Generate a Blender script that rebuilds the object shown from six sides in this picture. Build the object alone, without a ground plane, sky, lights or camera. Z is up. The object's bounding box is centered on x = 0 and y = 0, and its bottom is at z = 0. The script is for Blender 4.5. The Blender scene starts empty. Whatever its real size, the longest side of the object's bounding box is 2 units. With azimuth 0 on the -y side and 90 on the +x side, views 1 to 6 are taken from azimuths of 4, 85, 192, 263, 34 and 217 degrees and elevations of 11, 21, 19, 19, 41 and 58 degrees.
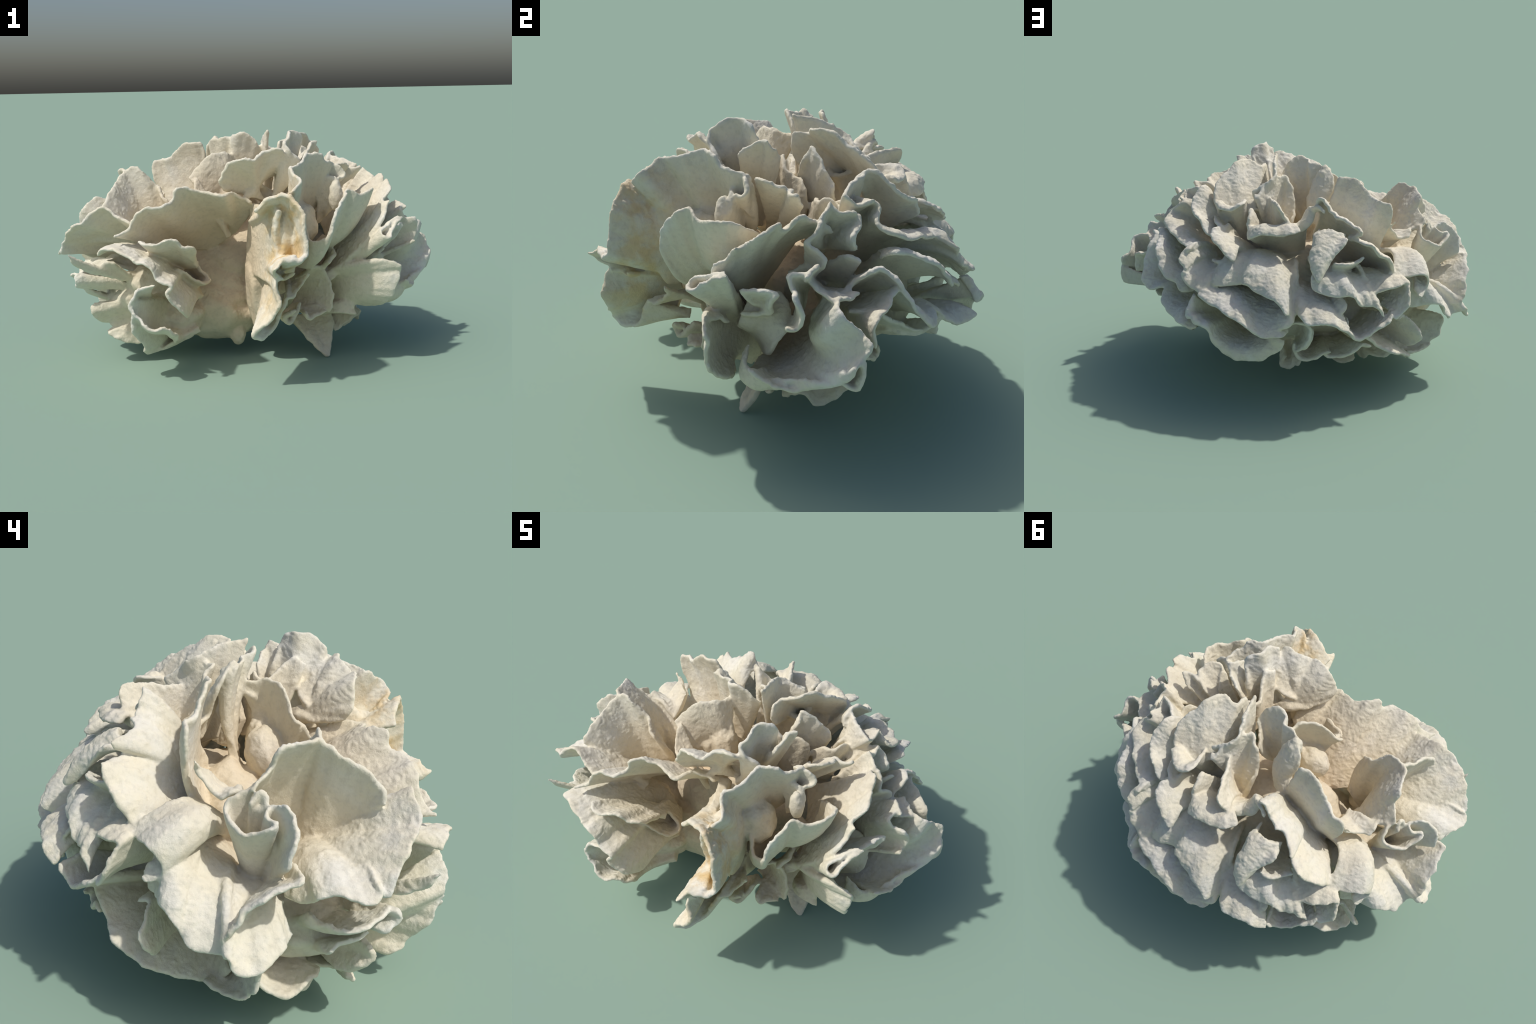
# Bleached leafy coral: a ruffled rosette of thin fronds that fan out of a short stem.
# Every frond is a lofted sheet: a root line near the stem, a free rim given by a few
# control points, a bulge, a thickness that tapers to a rounded lip, and a seeded ruffle.
# The sheets are fused into one body (voxel remesh), given skeletal relief by noise,
# and separated again frond by frond so that each one is its own part.
import bpy, math
import numpy as np
from mathutils import noise, Vector, kdtree

FRONDS = []

def frond(rim, root, bulge=(0.0, 0.0, 0.0), th=1.0):
    FRONDS.append((np.array(rim, float), np.array(root, float), np.array(bulge, float), th))

# F1
frond([(-0.62, -0.59, 0.729), (-0.555, -0.561, 0.765), (-0.545, -0.556, 0.787), (-0.48, -0.544, 0.86), (-0.382, -0.537, 0.865), (-0.344, -0.488, 0.888), (-0.325, -0.473, 0.943), (-0.233, -0.418, 0.935), (-0.103, -0.437, 0.901), (-0.072, -0.368, 0.914), (0.03, -0.31, 0.85)],
      [(-0.5, -0.3, 0.62), (-0.38, -0.13, 0.6), (-0.24, -0.06, 0.58), (-0.1, -0.1, 0.66), (0.03, -0.22, 0.8)], bulge=(-0.002, 0.003, 0.013))
# dplate
frond([(-0.54, -0.51, 0.78), (-0.618, -0.493, 0.808), (-0.693, -0.472, 0.861), (-0.794, -0.477, 0.79), (-0.886, -0.427, 0.738), (-0.937, -0.372, 0.664), (-0.957, -0.352, 0.599), (-0.938, -0.324, 0.621)],
      [(-0.42, -0.3, 0.6), (-0.5, -0.15, 0.58), (-0.55, -0.08, 0.55)], bulge=(-0.02, 0.05, 0.0))
# ledge
frond([(-0.504, -0.609, 0.715), (-0.449, -0.647, 0.702), (-0.325, -0.622, 0.715), (-0.282, -0.6, 0.677), (-0.231, -0.567, 0.665), (-0.282, -0.495, 0.616)],
      [(-0.43, -0.38, 0.58), (-0.3, -0.33, 0.53), (-0.24, -0.38, 0.55)])
# blade
frond([(-0.285, -0.507, 0.623), (-0.255, -0.354, 0.541), (-0.179, -0.349, 0.462), (-0.209, -0.417, 0.46), (-0.269, -0.45, 0.508), (-0.341, -0.472, 0.548)],
      [(-0.32, -0.28, 0.55), (-0.3, -0.22, 0.42), (-0.36, -0.3, 0.4)])
# G
frond([(-0.703, -0.595, 0.636), (-0.69, -0.609, 0.67), (-0.583, -0.663, 0.667), (-0.508, -0.685, 0.63), (-0.433, -0.706, 0.608), (-0.391, -0.707, 0.541), (-0.33, -0.707, 0.508), (-0.353, -0.719, 0.475), (-0.329, -0.712, 0.431), (-0.284, -0.67, 0.376), (-0.271, -0.567, 0.326), (-0.268, -0.557, 0.353)],
      [(-0.55, -0.25, 0.6), (-0.42, -0.2, 0.53), (-0.3, -0.22, 0.43), (-0.24, -0.32, 0.36)], bulge=(0, 0, 0.03))
# Gshelf
frond([(-0.863, -0.547, 0.632), (-0.852, -0.505, 0.582), (-0.781, -0.444, 0.537), (-0.697, -0.415, 0.575), (-0.663, -0.411, 0.555)],
      [(-0.6, -0.3, 0.5), (-0.5, -0.25, 0.42)], bulge=(0, 0, -0.02))
# knobA
frond([(-0.872, -0.395, 0.506), (-0.873, -0.417, 0.476), (-0.882, -0.365, 0.43), (-0.84, -0.341, 0.425)],
      [(-0.65, -0.3, 0.46), (-0.62, -0.28, 0.4)], th=1.3)
# knobB
frond([(-0.792, -0.348, 0.339), (-0.813, -0.358, 0.322), (-0.811, -0.357, 0.288), (-0.795, -0.303, 0.242), (-0.735, -0.292, 0.229)],
      [(-0.5, -0.25, 0.36), (-0.48, -0.25, 0.28)], th=1.4)
# knobBs
frond([(-0.799, -0.345, 0.343), (-0.819, -0.357, 0.316), (-0.803, -0.349, 0.277), (-0.783, -0.309, 0.23), (-0.743, -0.26, 0.211), (-0.734, -0.255, 0.223)],
      [(-0.55, -0.2, 0.35), (-0.5, -0.15, 0.25)])
# lowcup
frond([(-0.403, -0.697, 0.514), (-0.495, -0.686, 0.491), (-0.51, -0.701, 0.46), (-0.536, -0.684, 0.405), (-0.5, -0.696, 0.351), (-0.43, -0.707, 0.307), (-0.367, -0.678, 0.303), (-0.323, -0.625, 0.25), (-0.325, -0.574, 0.21)],
      [(-0.4, -0.3, 0.4), (-0.38, -0.25, 0.3), (-0.3, -0.25, 0.22), (-0.25, -0.35, 0.2)], bulge=(-0.06, 0.02, -0.04))
# lowplate
frond([(-0.525, -0.68, 0.439), (-0.536, -0.669, 0.338), (-0.532, -0.626, 0.245), (-0.503, -0.586, 0.195), (-0.506, -0.542, 0.134), (-0.481, -0.485, 0.111), (-0.377, -0.45, 0.165)],
      [(-0.45, -0.3, 0.35), (-0.4, -0.25, 0.22), (-0.3, -0.3, 0.18)], bulge=(0.05, 0.03, 0))
# lowshelfA
frond([(-0.635, -0.256, 0.253), (-0.702, -0.274, 0.241), (-0.743, -0.292, 0.213), (-0.717, -0.289, 0.199), (-0.665, -0.29, 0.157)],
      [(-0.5, -0.25, 0.3), (-0.45, -0.25, 0.25)])
# lowshelfB
frond([(-0.737, -0.291, 0.192), (-0.743, -0.319, 0.173), (-0.693, -0.318, 0.136), (-0.595, -0.306, 0.108), (-0.536, -0.292, 0.12)],
      [(-0.45, -0.25, 0.25), (-0.4, -0.25, 0.2)])
# underlf
frond([(-0.708, -0.138, 0.11), (-0.699, -0.167, 0.129), (-0.683, -0.196, 0.16), (-0.67, -0.188, 0.178), (-0.686, -0.297, 0.19)],
      [(-0.5, -0.05, 0.3), (-0.45, -0.15, 0.25)], bulge=(0, 0, -0.03))
# fin
frond([(0.061, -0.618, 0.853), (0.114, -0.631, 0.902), (0.185, -0.661, 0.939), (0.246, -0.687, 0.911), (0.298, -0.72, 0.838), (0.299, -0.729, 0.751), (0.312, -0.736, 0.673), (0.272, -0.768, 0.637), (0.195, -0.789, 0.659)],
      [(0.02, -0.33, 0.78), (0.06, -0.3, 0.7), (0.1, -0.28, 0.6), (0.08, -0.3, 0.45)], bulge=(0.03, 0.0, 0), th=1.3)
# finprong
frond([(0.266, -0.731, 0.664), (0.2, -0.782, 0.647), (0.164, -0.835, 0.621), (0.205, -0.669, 0.54), (0.249, -0.661, 0.573)],
      [(0.12, -0.45, 0.6), (0.1, -0.45, 0.5)], th=0.9)
# finlow
frond([(0.2, -0.74, 0.55), (0.164, -0.748, 0.551), (0.183, -0.777, 0.446), (0.145, -0.763, 0.367), (0.055, -0.752, 0.285), (0.087, -0.715, 0.248), (0.154, -0.631, 0.294), (0.206, -0.593, 0.425)],
      [(0.15, -0.46, 0.54), (0.1, -0.44, 0.42), (0.12, -0.46, 0.34), (0.2, -0.4, 0.36)], th=1.2)
# finside
frond([(0.208, -0.592, 0.429), (0.245, -0.557, 0.423), (0.273, -0.511, 0.462), (0.322, -0.51, 0.537), (0.295, -0.516, 0.512)],
      [(0.2, -0.35, 0.5), (0.16, -0.33, 0.38)])
# column
frond([(0.18, -0.63, 0.86), (0.17, -0.6, 0.7), (0.17, -0.62, 0.58), (0.16, -0.67, 0.5)],
      [(0.05, -0.25, 0.84), (0.02, -0.25, 0.65), (0.02, -0.25, 0.48)], bulge=(0, 0, 0), th=1.6)
# H
frond([(0.21, -0.6, 0.924), (0.25, -0.639, 0.957), (0.283, -0.609, 0.991), (0.225, -0.51, 1.05), (0.271, -0.48, 1.06), (0.321, -0.353, 1.1), (0.363, -0.333, 1.1), (0.407, -0.28, 1.06), (0.438, -0.201, 1.04), (0.384, -0.203, 1.02)],
      [(0.12, -0.4, 0.62), (0.16, -0.3, 0.62), (0.22, -0.22, 0.66), (0.3, -0.16, 0.75)], bulge=(0.02, 0.03, -0.02))
# hook
frond([(0.429, -0.21, 1.03), (0.473, -0.205, 1.03), (0.504, -0.203, 0.983), (0.467, -0.242, 0.967)],
      [(0.38, -0.18, 0.95), (0.38, -0.18, 0.85)])
# finger
frond([(0.401, -0.247, 0.969), (0.443, -0.249, 0.975), (0.475, -0.258, 0.919), (0.468, -0.287, 0.858), (0.435, -0.287, 0.882)],
      [(0.36, -0.22, 0.9), (0.36, -0.2, 0.72)], th=1.2)
# S
frond([(0.295, -0.42, 0.742), (0.331, -0.46, 0.686), (0.402, -0.5, 0.707), (0.45, -0.518, 0.822), (0.478, -0.474, 0.886), (0.508, -0.404, 0.933), (0.559, -0.375, 0.905), (0.625, -0.297, 0.918), (0.639, -0.247, 0.913), (0.5, -0.135, 0.825)],
      [(0.2, -0.33, 0.6), (0.25, -0.26, 0.55), (0.33, -0.2, 0.6), (0.38, -0.12, 0.65)], bulge=(0.02, -0.02, -0.08))
# R
frond([(0.6, 0.125, 0.874), (0.628, 0.061, 0.908), (0.661, 0.025, 0.94), (0.699, -0.007, 0.957), (0.707, -0.08, 0.912), (0.722, -0.087, 0.942), (0.729, -0.168, 0.901), (0.69, -0.216, 0.845), (0.724, -0.245, 0.851), (0.708, -0.256, 0.829), (0.692, -0.316, 0.764)],
      [(0.35, 0, 0.75), (0.4, -0.08, 0.65), (0.42, -0.18, 0.5), (0.38, -0.25, 0.42)], bulge=(0.024, -0.039, 0.006))
# Rlow
frond([(0.713, -0.002, 0.876), (0.734, 0.053, 0.833), (0.75, 0.073, 0.799), (0.674, 0.048, 0.772), (0.6, -0.041, 0.714)],
      [(0.5, 0.05, 0.65), (0.45, -0.05, 0.5)])
# k1q
frond([(0.66, -0.12, 0.576), (0.743, -0.216, 0.693), (0.808, -0.085, 0.712), (0.802, -0.113, 0.693), (0.734, -0.108, 0.602), (0.681, -0.219, 0.573)],
      [(0.4, -0.1, 0.5), (0.4, -0.18, 0.42)])
# k2q
frond([(0.766, -0.28, 0.777), (0.725, -0.318, 0.758), (0.68, -0.393, 0.714), (0.709, -0.405, 0.692), (0.763, -0.317, 0.745), (0.793, -0.271, 0.776)],
      [(0.42, -0.15, 0.42), (0.4, -0.18, 0.38)])
# cupB
frond([(0.42, -0.399, 0.553), (0.45, -0.346, 0.599), (0.42, -0.206, 0.584), (0.4, -0.215, 0.511)],
      [(0.35, -0.3, 0.5), (0.35, -0.3, 0.4)])
# dome
frond([(0.6, -0.182, 0.622), (0.62, -0.114, 0.636), (0.622, -0.067, 0.643), (0.661, -0.03, 0.568), (0.683, -0.051, 0.52)],
      [(0.4, -0.2, 0.45), (0.45, -0.1, 0.35)], bulge=(0.12, -0.03, -0.02))
# flap
frond([(0.615, -0.25, 0.518), (0.707, -0.35, 0.564), (0.775, -0.344, 0.537), (0.758, -0.338, 0.435), (0.731, -0.324, 0.36), (0.65, -0.236, 0.298), (0.554, -0.254, 0.32), (0.561, -0.272, 0.256)],
      [(0.38, -0.22, 0.47), (0.42, -0.15, 0.38), (0.4, -0.12, 0.28), (0.38, -0.15, 0.22)], bulge=(-0.039, -0.046, 0.024))
# lobeY
frond([(0.325, -0.411, 0.529), (0.365, -0.354, 0.536), (0.395, -0.338, 0.508), (0.441, -0.349, 0.358), (0.418, -0.352, 0.293), (0.352, -0.325, 0.335)],
      [(0.25, -0.25, 0.46), (0.25, -0.22, 0.34), (0.2, -0.25, 0.28)])
# knobY
frond([(0.447, -0.277, 0.518), (0.457, -0.284, 0.473), (0.424, -0.305, 0.459)],
      [(0.36, -0.3, 0.46), (0.36, -0.3, 0.42)], th=1.4)
# prongY
frond([(0.274, -0.393, 0.358), (0.246, -0.435, 0.293), (0.211, -0.468, 0.264), (0.189, -0.484, 0.301), (0.258, -0.472, 0.339)],
      [(0.25, -0.3, 0.32), (0.16, -0.3, 0.24)], th=1.2)
# chipY
frond([(0.295, -0.411, 0.308), (0.32, -0.42, 0.274), (0.358, -0.4, 0.287), (0.408, -0.38, 0.307)],
      [(0.25, -0.25, 0.3), (0.33, -0.25, 0.28)])
# spike
frond([(0.449, -0.095, 0.178), (0.433, -0.147, 0.074), (0.416, -0.188, 0.005), (0.396, -0.198, 0.011), (0.297, -0.142, 0.094)],
      [(0.4, -0.05, 0.27), (0.3, -0.05, 0.2), (0.2, -0.1, 0.2)], th=1.3)
# underA
frond([(0.449, -0.1, 0.123), (0.471, -0.09, 0.128), (0.503, -0.085, 0.15), (0.564, -0.074, 0.202)],
      [(0.3, 0.05, 0.25), (0.35, 0.05, 0.3)])
# underB
frond([(0.5, -0.031, 0.124), (0.6, 0.043, 0.188), (0.58, 0.123, 0.127), (0.58, 0.216, 0.204), (0.6, 0.236, 0.27)],
      [(0.36, 0, 0.3), (0.4, 0.1, 0.32)])
# scroll
frond([(0.828, 0.017, 0.783), (0.802, -0.03, 0.782), (0.804, -0.061, 0.776), (0.822, -0.045, 0.73), (0.878, -0.044, 0.732), (0.897, -0.016, 0.661), (0.875, -0.029, 0.605), (0.875, -0.072, 0.607)],
      [(0.62, 0.02, 0.68), (0.6, 0.02, 0.6), (0.58, 0, 0.52), (0.6, -0.05, 0.48)])
# bigcup
frond([(0.68, 0.09, 0.657), (0.76, 0.121, 0.7), (0.913, 0.111, 0.694), (0.92, 0.183, 0.623), (0.96, 0.218, 0.589), (0.982, 0.175, 0.523), (0.979, 0.155, 0.474), (0.929, 0.079, 0.436), (0.84, -0.039, 0.403), (0.803, -0.138, 0.384), (0.758, -0.191, 0.405), (0.663, -0.181, 0.45)],
      [(0.5, 0.15, 0.6), (0.5, 0.1, 0.52), (0.48, 0.05, 0.45), (0.46, 0, 0.4), (0.45, -0.05, 0.36)], bulge=(0.07, -0.07, -0.08))
# cupunder
frond([(0.82, -0.198, 0.428), (0.852, -0.122, 0.391), (0.881, -0.007, 0.372), (0.86, 0.014, 0.414)],
      [(0.5, -0.05, 0.32), (0.6, 0.05, 0.34)], bulge=(0, 0, -0.03))
# slope1
frond([(0.75, 0.166, 0.62), (0.75, 0.254, 0.626), (0.74, 0.303, 0.602), (0.693, 0.362, 0.548), (0.66, 0.478, 0.494), (0.646, 0.411, 0.484), (0.625, 0.343, 0.498)],
      [(0.45, 0.2, 0.5), (0.45, 0.25, 0.4)])
# K1plate
frond([(0.216, -0.227, 0.974), (0.283, -0.298, 1.05), (0.203, -0.333, 1.15), (0.218, -0.285, 1.19), (0.221, -0.223, 1.2), (0.276, -0.174, 1.19), (0.261, -0.133, 1.11), (0.242, -0.108, 1.05)],
      [(0.1, -0.25, 0.85), (0.13, -0.18, 0.75), (0.18, -0.1, 0.75)], bulge=(0, 0, 0))
# K1rim
frond([(0.157, -0.25, 1.09), (0.186, -0.2, 1.11), (0.142, -0.069, 1.02), (0.166, -0.029, 1.05), (0.21, -0.033, 1.02), (0.242, 0.004, 0.983), (0.282, 0.02, 0.985), (0.323, 0.042, 0.944), (0.314, 0.061, 0.888)],
      [(0.12, -0.14, 0.82), (0.2, -0.03, 0.77), (0.29, 0.04, 0.76)])
# K2
frond([(0.318, 0.067, 0.891), (0.384, 0.079, 0.929), (0.427, 0.086, 0.934), (0.46, 0.109, 0.962), (0.475, 0.165, 0.914), (0.507, 0.169, 0.885)],
      [(0.3, 0.06, 0.73), (0.38, 0.12, 0.71)], bulge=(0.02, 0, 0.02))
# tooth
frond([(0.549, 0.197, 0.933), (0.605, 0.214, 0.929), (0.672, 0.196, 0.88), (0.651, 0.198, 0.815), (0.631, 0.172, 0.87)],
      [(0.48, 0.1, 0.85), (0.45, 0.1, 0.75)], th=1.2)
# lit1
frond([(0.427, 0.147, 0.925), (0.5, 0.229, 0.973), (0.575, 0.269, 0.977), (0.576, 0.219, 0.972), (0.555, 0.175, 0.937)],
      [(0.35, 0.15, 0.75), (0.38, 0.1, 0.7)], bulge=(0, 0, 0.03))
# Bone
frond([(0.248, -0.166, 1.02), (0.301, -0.226, 1.08), (0.345, -0.125, 1.15), (0.366, -0.119, 1.15), (0.304, -0.079, 1.1), (0.254, -0.055, 1.06)],
      [(0.12, -0.15, 0.8), (0.18, -0.1, 0.75)])
# ycol
frond([(0.397, -0.06, 0.948), (0.453, -0.156, 1.03), (0.519, -0.08, 1.02), (0.506, -0.039, 0.995), (0.46, -0.011, 0.956)],
      [(0.25, -0.1, 0.75), (0.22, -0.02, 0.75)])
# ycol2
frond([(0.494, -0.025, 1), (0.55, -0.04, 1), (0.59, -0.022, 1), (0.548, 0.009, 0.95)],
      [(0.3, -0.08, 0.75), (0.28, 0, 0.75)])
# B1
frond([(0.135, -0.211, 0.976), (0.193, -0.262, 1.03), (0.192, -0.375, 1.12), (0.113, -0.381, 1.12), (0.049, -0.418, 1.07), (-0.016, -0.42, 1.08), (-0.078, -0.4, 1.05), (-0.124, -0.392, 0.975), (-0.104, -0.356, 0.92), (-0.013, -0.248, 0.893), (0.083, -0.236, 0.93)],
      [(-0.02, -0.3, 0.88), (0.04, -0.26, 0.87), (0.1, -0.22, 0.84), (0.17, -0.2, 0.84)], bulge=(-0.006, 0.03, 0.016))
# C1
frond([(-0.246, -0.16, 0.909), (-0.272, -0.16, 0.936), (-0.301, -0.162, 0.952), (-0.311, -0.149, 0.96), (-0.261, -0.119, 1.03), (-0.206, -0.093, 1.08), (-0.129, -0.046, 1.09), (-0.105, 0.042, 1.06), (-0.118, -0.015, 1.01)],
      [(-0.22, -0.12, 0.8), (-0.17, -0.05, 0.78), (-0.05, -0.02, 0.84)], bulge=(0.016, -0.017, -0.001))
# C1low
frond([(-0.277, -0.145, 0.968), (-0.277, -0.2, 0.913), (-0.24, -0.24, 0.873), (-0.151, -0.26, 0.904)],
      [(-0.12, -0.18, 0.72), (-0.1, -0.2, 0.65)])
# D1
frond([(-0.577, 0.258, 0.916), (-0.577, 0.257, 1.01), (-0.529, 0.259, 1.03), (-0.471, 0.225, 1.05), (-0.395, 0.191, 1.12), (-0.298, 0.178, 1.13), (-0.286, 0.178, 1.12), (-0.278, 0.202, 1.03)],
      [(-0.5, 0.18, 0.68), (-0.35, 0.18, 0.64), (-0.22, 0.18, 0.64), (-0.2, 0.17, 0.8)], bulge=(0.005, 0.038, 0.008))
# smalllobe
frond([(-0.612, 0.238, 0.925), (-0.574, 0.229, 0.888), (-0.601, 0.202, 0.851), (-0.631, 0.158, 0.809), (-0.67, 0.152, 0.815), (-0.671, 0.109, 0.848), (-0.632, 0.094, 0.837), (-0.57, 0.081, 0.83)],
      [(-0.5, 0.19, 0.84), (-0.5, 0.12, 0.78), (-0.5, 0.06, 0.76)])
# narrow
frond([(-0.142, 0.091, 1.06), (-0.193, 0.08, 1.17), (-0.261, 0.139, 1.08), (-0.228, 0.161, 0.98), (-0.255, 0.206, 0.93), (-0.245, 0.221, 0.9)],
      [(-0.118, 0.132, 1), (-0.124, 0.168, 0.93), (-0.16, 0.198, 0.86)], bulge=(0, 0.02, 0))
# E1
frond([(-0.023, 0.143, 1.02), (0.052, 0.041, 1.1), (-0.004, -0.004, 1.18), (-0.092, -0.001, 1.18), (-0.1, 0.04, 1.17), (-0.173, 0.053, 1.16), (-0.233, 0.085, 1.13), (-0.172, 0.117, 1.14)],
      [(-0.06, 0.04, 0.8), (-0.12, 0.06, 0.76), (-0.2, 0.06, 0.78)], bulge=(0, 0.03, 0))
# P1front
frond([(-0.422, -0.2, 0.847), (-0.508, -0.15, 0.954), (-0.563, -0.174, 1.02), (-0.609, -0.164, 1.03), (-0.648, -0.168, 1.01), (-0.669, -0.22, 0.976), (-0.696, -0.33, 0.909), (-0.721, -0.38, 0.837), (-0.728, -0.371, 0.811)],
      [(-0.4, -0.08, 0.65), (-0.48, -0.1, 0.55), (-0.55, -0.15, 0.55), (-0.58, -0.22, 0.65)], bulge=(0.019, -0.01, 0.003))
# P1side
frond([(-0.643, -0.18, 1.01), (-0.667, -0.146, 1.02), (-0.691, -0.068, 1.01), (-0.714, -0.024, 0.986), (-0.702, -0.007, 0.929), (-0.727, 0.023, 0.905), (-0.746, 0.063, 0.878), (-0.662, 0.08, 0.84)],
      [(-0.55, -0.12, 0.6), (-0.5, -0.02, 0.55), (-0.45, 0.02, 0.55), (-0.45, 0.05, 0.62)], bulge=(0.05, 0.02, 0))
# scrollL
frond([(-0.773, 0.073, 0.839), (-0.762, 0.035, 0.879), (-0.774, 0.02, 0.851), (-0.769, 0.039, 0.818), (-0.737, 0.054, 0.855), (-0.726, 0.104, 0.858), (-0.74, 0.142, 0.812), (-0.789, 0.126, 0.789), (-0.834, 0.082, 0.771), (-0.874, 0.023, 0.794), (-0.874, -0.006, 0.812), (-0.825, 0.016, 0.819), (-0.803, -0.001, 0.845), (-0.834, -0.027, 0.857), (-0.882, -0.052, 0.834), (-0.92, -0.057, 0.787), (-0.937, -0.043, 0.735), (-0.941, -0.036, 0.687)],
      [(-0.62, 0.06, 0.5), (-0.63, 0.03, 0.48), (-0.64, 0, 0.48)])
# cblade
frond([(-0.8, -0.068, 0.652), (-0.973, -0.078, 0.671), (-0.981, -0.032, 0.653), (-0.99, 0.04, 0.622), (-0.986, 0.094, 0.574), (-0.99, 0.131, 0.513), (-0.961, 0.165, 0.458), (-0.915, 0.155, 0.47), (-0.841, 0.123, 0.535), (-0.72, 0.071, 0.536)],
      [(-0.6, -0.02, 0.5), (-0.57, 0.03, 0.42)])
# f1
frond([(-0.957, -0.306, 0.632), (-0.975, -0.321, 0.606), (-0.985, -0.287, 0.586), (-0.97, -0.228, 0.6), (-0.947, -0.195, 0.601), (-0.93, -0.144, 0.581), (-0.874, -0.106, 0.537), (-0.8, -0.053, 0.521)],
      [(-0.5, -0.25, 0.6), (-0.48, -0.15, 0.58), (-0.48, -0.03, 0.5)], bulge=(-0.022, 0.002, 0.059))
# f2
frond([(-0.652, 0.38, 0.493), (-0.707, 0.358, 0.491), (-0.841, 0.338, 0.515), (-0.871, 0.312, 0.493), (-0.902, 0.255, 0.411), (-0.936, 0.152, 0.392), (-1, 0.143, 0.422), (-1.01, 0.124, 0.378), (-0.994, 0.07, 0.361), (-0.974, 0.008, 0.386), (-0.95, -0.033, 0.41), (-0.85, -0.074, 0.414)],
      [(-0.45, 0.25, 0.62), (-0.45, 0.15, 0.6), (-0.46, 0.06, 0.5), (-0.46, 0, 0.42)], bulge=(-0.045, 0.021, 0.098))
# f2in
frond([(-0.75, 0.045, 0.468), (-0.8, 0.01, 0.528), (-0.8, -0.026, 0.486), (-0.8, -0.047, 0.513)],
      [(-0.55, 0, 0.45), (-0.55, -0.05, 0.42)])
# shelfL3
frond([(-0.8, -0.13, 0.477), (-0.88, -0.17, 0.47), (-0.92, -0.228, 0.471), (-0.92, -0.324, 0.488), (-0.84, -0.386, 0.51)],
      [(-0.5, -0.05, 0.38), (-0.5, -0.15, 0.38)], bulge=(-0.03, 0, -0.03))
# shelfL4
frond([(-0.75, -0.19, 0.362), (-0.88, -0.192, 0.366), (-0.88, -0.242, 0.4), (-0.86, -0.323, 0.429)],
      [(-0.5, -0.08, 0.34), (-0.5, -0.15, 0.32)], bulge=(0, 0, -0.04))
# botleaf
frond([(-0.7, -0.092, 0.292), (-0.8, 0.039, 0.234), (-0.822, 0.002, 0.204), (-0.847, -0.061, 0.176), (-0.82, -0.114, 0.187), (-0.78, -0.175, 0.22), (-0.7, -0.203, 0.209)],
      [(-0.45, 0.02, 0.33), (-0.45, -0.08, 0.3)], bulge=(-0.05, 0, -0.04))
# botleaf2
frond([(-0.728, 0, 0.344), (-0.873, 0.03, 0.324), (-0.876, 0.041, 0.261), (-0.858, 0.05, 0.205), (-0.813, 0.05, 0.169), (-0.818, 0.074, 0.154), (-0.789, 0.1, 0.136), (-0.705, 0.2, 0.163)],
      [(-0.5, 0, 0.4), (-0.45, 0.05, 0.3), (-0.4, 0.1, 0.2)], bulge=(-0.03, 0, -0.03))
# W
frond([(0.153, 0.032, 1), (0.139, -0.002, 1.07), (0.165, 0.009, 1.14), (0.162, 0.06, 1.14), (0.247, 0.065, 1.17), (0.303, 0.157, 1.17), (0.323, 0.191, 1.13), (0.35, 0.239, 1.11), (0.364, 0.297, 1.07), (0.359, 0.337, 1.01), (0.336, 0.356, 0.99)],
      [(0.1, 0.22, 0.9), (0.16, 0.29, 0.94), (0.24, 0.33, 0.92), (0.3, 0.35, 0.86)], bulge=(0, 0.0, 0.0))
# innerpetal
frond([(0.279, 0.035, 1.05), (0.269, 0.063, 1.11), (0.319, 0.09, 1.08), (0.357, 0.132, 1.01), (0.383, 0.154, 0.934), (0.369, 0.151, 0.902)],
      [(0.16, 0, 0.85), (0.2, 0.05, 0.72), (0.28, 0.12, 0.72)])
# X
frond([(0.137, 0.303, 1.04), (0.13, 0.325, 1.03), (0.092, 0.247, 1.09), (0.024, 0.137, 1.11), (-0.023, 0.17, 1.08), (-0.057, 0.2, 0.95), (-0.049, 0.262, 0.9)],
      [(0.08, 0.25, 0.8), (0, 0.28, 0.75), (-0.02, 0.3, 0.74)])
# Xrim
frond([(0.091, 0, 1.2), (0.077, 0.11, 1.18), (0.058, 0.195, 1.14), (0.073, 0.252, 1.11), (0.115, 0.271, 1.08), (0.161, 0.289, 1.04)],
      [(0.05, 0.12, 0.8), (0.12, 0.2, 0.75)])
# fan
frond([(0.421, 0.2, 0.979), (0.417, 0.227, 1.03), (0.439, 0.267, 1.06), (0.455, 0.311, 1.04), (0.473, 0.36, 0.998), (0.459, 0.424, 0.953), (0.412, 0.467, 0.937), (0.372, 0.488, 0.868), (0.342, 0.494, 0.853), (0.3, 0.468, 0.893)],
      [(0.28, 0.25, 0.86), (0.26, 0.33, 0.78), (0.24, 0.38, 0.75)], bulge=(0.02, 0.03, 0.03))
# fanback
frond([(0.571, 0.2, 0.97), (0.575, 0.15, 1), (0.437, 0.25, 1.05)],
      [(0.38, 0.15, 0.8), (0.36, 0.22, 0.8)])
# shelfB1
frond([(0.5, 0.197, 0.933), (0.566, 0.283, 0.957), (0.635, 0.283, 0.902), (0.64, 0.345, 0.866), (0.6, 0.409, 0.841), (0.517, 0.492, 0.814), (0.416, 0.569, 0.79), (0.404, 0.563, 0.793)],
      [(0.35, 0.12, 0.7), (0.32, 0.2, 0.62), (0.28, 0.28, 0.6)], bulge=(0.02, 0.03, 0.08))
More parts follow.
